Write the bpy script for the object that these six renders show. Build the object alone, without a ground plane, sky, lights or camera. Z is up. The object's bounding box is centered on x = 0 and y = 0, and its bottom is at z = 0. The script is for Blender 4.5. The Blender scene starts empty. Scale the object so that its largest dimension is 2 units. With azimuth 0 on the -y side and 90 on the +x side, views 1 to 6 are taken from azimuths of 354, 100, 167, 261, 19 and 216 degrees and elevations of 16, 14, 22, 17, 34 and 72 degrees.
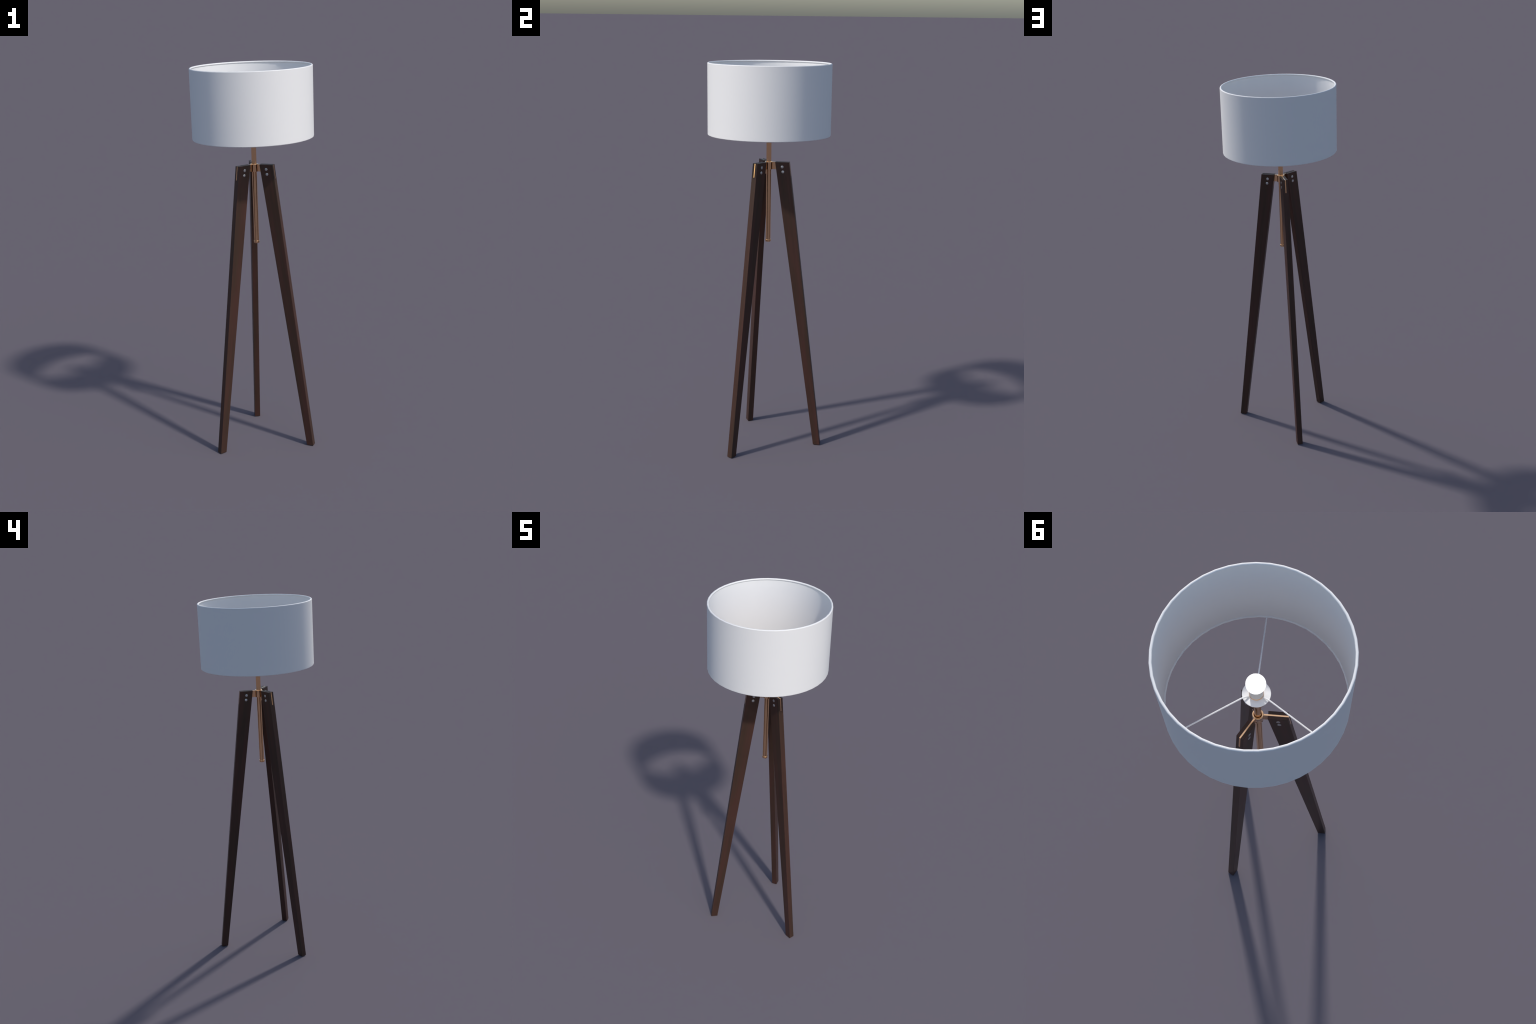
"""Tripod floor lamp: dark wooden legs, brass stem and collar, white drum shade."""
import bpy, bmesh
from math import sin, cos, pi, radians
from mathutils import Vector, Matrix

# ------------------------------------------------------------------ sizes (metres)
SHADE_R, SHADE_TOP, SHADE_BOTTOM, SHADE_SIDES = 0.3063, 2.000, 1.6470, 45
SHADE_OVAL, SHADE_OVAL_AXIS = 0.0080, 61.3   # the drum is very slightly oval, long axis at this angle
RIM_R = 0.0047                       # radius of the rolled rim
WALL = 0.0052                        # thickness of the shade wall
LEG_H = 1.5140                       # height of the leg tops
LEG_HALF = 0.0149                    # half thickness of a leg
LEG_IN_TOP, LEG_OUT_TOP = 0.0345, 0.1053     # radial reach of the leg at its top
LEG_IN_FOOT, LEG_OUT_FOOT = 0.2580, 0.2942   # and at the floor
SLOT_HALF, SLOT_BOTTOM = 0.0032, 1.4440      # slot holding the brass bracket
LEG_ANGLES = (90, 210, 330)
STEM_R, STEM_LOW, STEM_TOP = 0.0126, 1.1080, 1.6430


# ------------------------------------------------------------------ materials
def new_material(name):
    m = bpy.data.materials.new(name)
    m.use_nodes = True
    return m, m.node_tree.nodes, m.node_tree.links, m.node_tree.nodes["Principled BSDF"]


def fabric_material():
    m, n, l, b = new_material("white_fabric")
    co = n.new("ShaderNodeTexCoord")
    mp = n.new("ShaderNodeMapping"); mp.inputs["Scale"].default_value = (1, 1, 0.15)
    nz = n.new("ShaderNodeTexNoise"); nz.inputs["Scale"].default_value = 420
    rp = n.new("ShaderNodeValToRGB")
    rp.color_ramp.elements[0].position, rp.color_ramp.elements[1].position = 0.3, 0.7
    rp.color_ramp.elements[0].color = (0.815, 0.815, 0.810, 1)
    rp.color_ramp.elements[1].color = (0.825, 0.825, 0.820, 1)
    l.new(co.outputs["Object"], mp.inputs["Vector"]); l.new(mp.outputs[0], nz.inputs["Vector"])
    l.new(nz.outputs["Fac"], rp.inputs["Fac"]); l.new(rp.outputs["Color"], b.inputs["Base Color"])
    b.inputs["Roughness"].default_value = 0.6
    b.inputs["Specular IOR Level"].default_value = 0.3
    return m


def enamel_material(name, colour, rough=0.4):
    m, n, l, b = new_material(name)
    b.inputs["Base Color"].default_value = (*colour, 1)
    b.inputs["Roughness"].default_value = rough
    return m


def metal_material(name, colour, rough, grain=0.02):
    m, n, l, b = new_material(name)
    co = n.new("ShaderNodeTexCoord")
    nz = n.new("ShaderNodeTexNoise"); nz.inputs["Scale"].default_value = 60
    mr = n.new("ShaderNodeMapRange")
    mr.inputs["To Min"].default_value, mr.inputs["To Max"].default_value = rough - grain, rough + grain
    l.new(co.outputs["Object"], nz.inputs["Vector"]); l.new(nz.outputs["Fac"], mr.inputs["Value"])
    l.new(mr.outputs[0], b.inputs["Roughness"])
    b.inputs["Base Color"].default_value = (*colour, 1)
    b.inputs["Metallic"].default_value = 1
    return m


def wood_material():
    m, n, l, b = new_material("dark_stained_wood")
    co = n.new("ShaderNodeTexCoord")
    info = n.new("ShaderNodeObjectInfo")
    off = n.new("ShaderNodeVectorMath"); off.operation = "MULTIPLY_ADD"
    off.inputs[1].default_value = (3, 5, 7)
    l.new(info.outputs["Random"], off.inputs[0]); l.new(co.outputs["Object"], off.inputs[2])
    # straighten the grain along the sloping leg: r' = r + slope * z
    sep = n.new("ShaderNodeSeparateXYZ"); l.new(off.outputs[0], sep.inputs[0])
    sl = n.new("ShaderNodeMath"); sl.operation = "MULTIPLY_ADD"
    sl.inputs[1].default_value = (LEG_OUT_FOOT - LEG_OUT_TOP + LEG_IN_FOOT - LEG_IN_TOP) / 2 / LEG_H
    l.new(sep.outputs["Z"], sl.inputs[0]); l.new(sep.outputs["X"], sl.inputs[2])
    cmb = n.new("ShaderNodeCombineXYZ")
    l.new(sl.outputs[0], cmb.inputs["X"]); l.new(sep.outputs["Y"], cmb.inputs["Y"]); l.new(sep.outputs["Z"], cmb.inputs["Z"])

    def grain(scale, sx, sz, detail):
        mp = n.new("ShaderNodeMapping"); mp.inputs["Scale"].default_value = (sx, sx, sz)
        t = n.new("ShaderNodeTexNoise"); t.inputs["Scale"].default_value = scale
        t.inputs["Detail"].default_value = detail
        l.new(cmb.outputs[0], mp.inputs["Vector"]); l.new(mp.outputs[0], t.inputs["Vector"])
        return t.outputs["Fac"]

    broad, fine = grain(1, 42, 2.2, 2), grain(1, 320, 5, 3)
    rp = n.new("ShaderNodeValToRGB"); e = rp.color_ramp.elements
    e[0].position, e[1].position = 0.34, 0.66
    e[0].color, e[1].color = (0.0475, 0.0268, 0.0180, 1), (0.0665, 0.0280, 0.0212, 1)
    l.new(broad, rp.inputs["Fac"])
    mr = n.new("ShaderNodeMapRange")
    mr.inputs["From Min"].default_value, mr.inputs["From Max"].default_value = 0.3, 0.7
    mr.inputs["To Min"].default_value, mr.inputs["To Max"].default_value = 0.88, 1.1
    l.new(fine, mr.inputs["Value"])
    mix = n.new("ShaderNodeMix"); mix.data_type = "RGBA"; mix.blend_type = "MULTIPLY"
    mix.inputs["Factor"].default_value = 1
    l.new(rp.outputs["Color"], mix.inputs["A"]); l.new(mr.outputs[0], mix.inputs["B"])
    l.new(mix.outputs["Result"], b.inputs["Base Color"])
    b.inputs["Roughness"].default_value = 0.42
    b.inputs["Specular IOR Level"].default_value = 0.3
    return m


def bulb_material():
    m, n, l, b = new_material("lit_bulb_glass")
    b.inputs["Base Color"].default_value = (0.9, 0.9, 0.9, 1)
    b.inputs["Emission Color"].default_value = (1, 1, 1, 1)
    b.inputs["Emission Strength"].default_value = 1.6
    b.inputs["Roughness"].default_value = 0.3
    return m


FABRIC = fabric_material()
WHITE = enamel_material("white_enamel", (0.92, 0.92, 0.92), 0.35)
GREY = enamel_material("socket_plastic", (0.68, 0.67, 0.65), 0.4)
BRASS = metal_material("polished_brass", (1.0, 0.63, 0.35), 0.13)
STEEL = metal_material("steel", (0.60, 0.60, 0.61), 0.33)
WOOD = wood_material()
BULB = bulb_material()


# ------------------------------------------------------------------ mesh helpers
def mesh_object(name, bm, material, parent, angle=35, matrix=None):
    bmesh.ops.recalc_face_normals(bm, faces=bm.faces)
    me = bpy.data.meshes.new(name)
    bm.to_mesh(me); bm.free()
    me.materials.append(material)
    me.polygons.foreach_set("use_smooth", [True] * len(me.polygons))
    me.set_sharp_from_angle(angle=radians(angle))
    return place(name, me, parent, matrix)


def place(name, me, parent, matrix=None):
    o = bpy.data.objects.new(name, me)
    bpy.context.scene.collection.objects.link(o)
    o.parent = parent
    if matrix is not None:
        o.matrix_local = matrix
    return o


def lathe(bm, profile, sides, closed=False, oval=0.0):
    """Turn a list of (radius, z) about the z axis; radius 0 makes a pole."""
    rings = []
    for r, z in profile:
        if r < 1e-6:
            rings.append([bm.verts.new((0, 0, z))])
        else:
            ring = []
            for i in range(sides):
                a = 2 * pi * i / sides
                rr = r * (1 + oval * cos(2 * (a - radians(SHADE_OVAL_AXIS))))
                ring.append(bm.verts.new((rr * cos(a), rr * sin(a), z)))
            rings.append(ring)
    pairs = list(zip(rings, rings[1:])) + ([(rings[-1], rings[0])] if closed else [])
    for a, b in pairs:
        for i in range(sides):
            j = (i + 1) % sides
            if len(a) == 1:
                bm.faces.new((a[0], b[i], b[j]))
            elif len(b) == 1:
                bm.faces.new((a[i], a[j], b[0]))
            else:
                bm.faces.new((a[i], a[j], b[j], b[i]))
    return bm


def arc(cr, cz, radius, start, end, steps):
    return [(cr + radius * cos(radians(start + (end - start) * k / steps)),
             cz + radius * sin(radians(start + (end - start) * k / steps))) for k in range(steps + 1)]


def rod(bm, points, radius, sides=12):
    """Round wire through the points."""
    rings = []
    for k, p in enumerate(points):
        d = (points[min(k + 1, len(points) - 1)] - points[max(k - 1, 0)]).normalized()
        u = d.cross(Vector((0, 0, 1))).normalized()
        v = u.cross(d)
        rings.append([bm.verts.new(p + radius * (cos(2 * pi * i / sides) * u + sin(2 * pi * i / sides) * v)) for i in range(sides)])
    for a, b in zip(rings, rings[1:]):
        for i in range(sides):
            j = (i + 1) % sides
            bm.faces.new((a[i], a[j], b[j], b[i]))
    bm.faces.new(rings[0]); bm.faces.new(rings[-1])
    return bm


def turned(angle):
    return Matrix.Rotation(radians(angle), 4, "Z")


# ------------------------------------------------------------------ the lamp
lamp = bpy.data.objects.new("floor_lamp", None)
bpy.context.scene.collection.objects.link(lamp)
lamp["label"] = "tripod floor lamp with white drum shade and dark wooden legs"
lamp["category"] = "floor lamp"

# --- drum shade: thin wall, a rolled rim above and below, three wire spokes
ro, ri = SHADE_R - 0.0002, SHADE_R - WALL
zt, zb = SHADE_TOP - RIM_R, SHADE_BOTTOM + RIM_R
shade = mesh_object("lampshade", lathe(bmesh.new(), [(ro, zb), (ro, zt), (ri, zt), (ri, zb)], SHADE_SIDES, True, SHADE_OVAL), FABRIC, lamp)
ring = [(SHADE_R - RIM_R + RIM_R * cos(a), RIM_R * sin(a)) for a in [2 * pi * k / 14 for k in range(14)]]
rim = mesh_object("shade_rim", lathe(bmesh.new(), ring, SHADE_SIDES, True, SHADE_OVAL), FABRIC, shade, 60, Matrix.Translation((0, 0, zt)))
place("shade_rim", rim.data, shade, Matrix.Translation((0, 0, zb)))

spoke_path = [Vector(p) for p in ((0.026, 0, 1.6980), (0.034, 0, 1.7028), (0.043, 0, 1.7068), (0.052, 0, 1.7077),
                                  (0.061, 0, 1.7060), (0.180, 0, 1.6782), (SHADE_R - RIM_R, 0, 1.6500))]
spoke = mesh_object("shade_spoke", rod(bmesh.new(), spoke_path, 0.0028), WHITE, shade, 60, turned(59.45))
for a in (180.25, 298.9):
    place("shade_spoke", spoke.data, shade, turned(a))

# --- lamp holder: brass cup, white disc, brass ring, plastic socket, bulb
holder = mesh_object("lamp_holder", lathe(bmesh.new(), [(0, 1.6400)] + arc(0.0285, 1.6425, 0.0025, -90, 0, 4)
                     + [(0.0310, 1.6900), (0, 1.6900)], 40), BRASS, lamp)
mesh_object("mounting_disc", lathe(bmesh.new(), [(0, 1.6905)] + arc(0.0458, 1.6937, 0.0016, -90, 90, 6)
            + [(0.022, 1.6953), (0, 1.6953)], 48), WHITE, holder)
mesh_object("socket_ring", lathe(bmesh.new(), [(0.0225, 1.695), (0.0242, 1.695), (0.0242, 1.6995), (0.0237, 1.7000), (0.0225, 1.7000)], 40, True), BRASS, holder)
mesh_object("bulb_socket", lathe(bmesh.new(), [(0, 1.6960), (0.0231, 1.6960), (0.0231, 1.7480), (0.0220, 1.7500), (0, 1.7500)], 40), GREY, holder)
mesh_object("light_bulb", lathe(bmesh.new(), [(0, 1.7410)] + arc(0, 1.7746, 0.0327, -84, 84, 28) + [(0, 1.8073)], 40), BULB, lamp)

# --- brass stem with a rounded end cap, and the collar that carries the legs
stem = mesh_object("stem", lathe(bmesh.new(), [(0, STEM_LOW), (STEM_R, STEM_LOW), (STEM_R, STEM_TOP), (0, STEM_TOP)], 40), BRASS, lamp)
mesh_object("end_cap", lathe(bmesh.new(), [(0, 1.1135)] + arc(0.0138, 1.1127, 0.0009, 90, 0, 4)
            + [(0.0147, 1.1075)] + arc(0.0095, 1.1058, 0.0052, 0, -90, 6) + [(0, 1.1004)], 40), BRASS, stem)
collar = mesh_object("collar", lathe(bmesh.new(), [(0.0139, 1.4755), (0.0198, 1.4755), (0.0198, 1.5105)]
                     + arc(0.0181, 1.5118, 0.0022, -20, 90, 7) + arc(0.0155, 1.5124, 0.0016, 90, 180, 5), 48, True), BRASS, lamp)


# --- legs: tapering bars, forked at the top around the bracket plate
def leg_in(z):
    return LEG_IN_TOP + (LEG_IN_FOOT - LEG_IN_TOP) * (1 - z / LEG_H)


def leg_out(z):
    return LEG_OUT_TOP + (LEG_OUT_FOOT - LEG_OUT_TOP) * (1 - z / LEG_H)


def leg_mesh():
    bm = bmesh.new()
    w, s, h, b = LEG_HALF, SLOT_HALF, LEG_H, SLOT_BOTTOM
    fork = [(-w, 0), (w, 0), (w, h), (s, h), (s, b), (-s, b), (-s, h), (-w, h)]
    inner = [bm.verts.new((leg_in(z), t, z)) for t, z in fork]
    outer = [bm.verts.new((leg_out(z), t, z)) for t, z in fork]
    bm.faces.new(inner); bm.faces.new(list(reversed(outer)))
    for i in range(len(fork)):
        j = (i + 1) % len(fork)
        bm.faces.new((inner[i], inner[j], outer[j], outer[i]))
    bmesh.ops.recalc_face_normals(bm, faces=bm.faces)

    def in_slot(e):
        return all(abs(v.co.y) < s + 1e-5 for v in e.verts)
    edges = [e for e in bm.edges if not in_slot(e)]
    bmesh.ops.bevel(bm, geom=edges, offset=0.0013, segments=3, profile=0.5, affect="EDGES", clamp_overlap=True)
    return bm


def bracket_mesh():
    """Flat plate: an arm from the collar, and a deeper tongue let into the leg slot."""
    bm = bmesh.new()
    top, arm, low, half = LEG_H - 0.0012, 1.4755, SLOT_BOTTOM + 0.0003, SLOT_HALF - 0.0002
    proud = 0.0003
    side = [(0.0185, top), (0.0185, arm), (leg_in(arm), arm), (leg_in(low), low),
            (leg_out(low) + proud, low), (leg_out(top) + proud, top)]
    a = [bm.verts.new((r, -half, z)) for r, z in side]
    b = [bm.verts.new((r, half, z)) for r, z in side]
    bm.faces.new(a); bm.faces.new(list(reversed(b)))
    for i in range(len(side)):
        j = (i + 1) % len(side)
        bm.faces.new((a[i], a[j], b[j], b[i]))
    bmesh.ops.recalc_face_normals(bm, faces=bm.faces)
    bmesh.ops.bevel(bm, geom=bm.edges[:], offset=0.0004, segments=2, profile=0.5, affect="EDGES", clamp_overlap=True)
    return bm


def screw_mesh(radius=0.0071, height=0.0020, slot=0.0013, depth=0.0012, sides=20):
    """Domed screw head standing on +z, cut across by a driver slot: two half domes on a floor."""
    bm = bmesh.new()
    lathe(bm, [(0, -0.002), (radius, -0.002), (radius, 0.0004), (radius * 0.93, height - depth), (0, height - depth)], sides)
    for sign in (1, -1):
        rows = []
        for k in range(6):
            a = radians(15 * k)
            rr, zz = radius * 0.97 * cos(a), (height - depth) + depth * sin(a)
            rr = max(rr, slot * 1.2)
            half = []
            x = (rr * rr - slot * slot) ** 0.5
            for xx in [(-x + 2 * x * i / 10) for i in range(11)]:
                half.append(bm.verts.new((xx, sign * max(slot, (max(rr * rr - xx * xx, 0)) ** 0.5), zz)))
            rows.append(half)
        for a, b in zip(rows, rows[1:]):
            for i in range(10):
                bm.faces.new((a[i], a[i + 1], b[i + 1], b[i]))
        bm.faces.new([r[0] for r in rows] + [r[-1] for r in reversed(rows)])      # wall of the slot
        bm.faces.new(rows[-1])
    bmesh.ops.remove_doubles(bm, verts=bm.verts, dist=1e-6)
    return bm


def screw_matrix(r, z, sign, turn):
    m = Matrix.Rotation(radians(-90 * sign), 4, "X") @ Matrix.Rotation(radians(turn), 4, "Z")
    return Matrix.Translation((r, sign * LEG_HALF, z)) @ m


SCREWS = [(0.0707, 1.4899, -1, 50), (0.0743, 1.4650, -1, -50), (0.0707, 1.4899, 1, -35), (0.0743, 1.4650, 1, 0)]
leg_data = bracket_data = screw_data = None
for angle in LEG_ANGLES:
    if leg_data is None:
        leg = mesh_object("leg", leg_mesh(), WOOD, lamp, 10, turned(angle))
        leg_data = leg.data
        bracket_data = mesh_object("bracket_plate", bracket_mesh(), BRASS, leg, 10).data
        for r, z, sign, turn in SCREWS:
            if screw_data is None:
                screw_data = mesh_object("screw", screw_mesh(), STEEL, leg, 30, screw_matrix(r, z, sign, turn)).data
            else:
                place("screw", screw_data, leg, screw_matrix(r, z, sign, turn))
    else:
        leg = place("leg", leg_data, lamp, turned(angle))
        place("bracket_plate", bracket_data, leg)
        for r, z, sign, turn in SCREWS:
            place("screw", screw_data, leg, screw_matrix(r, z, sign, turn))
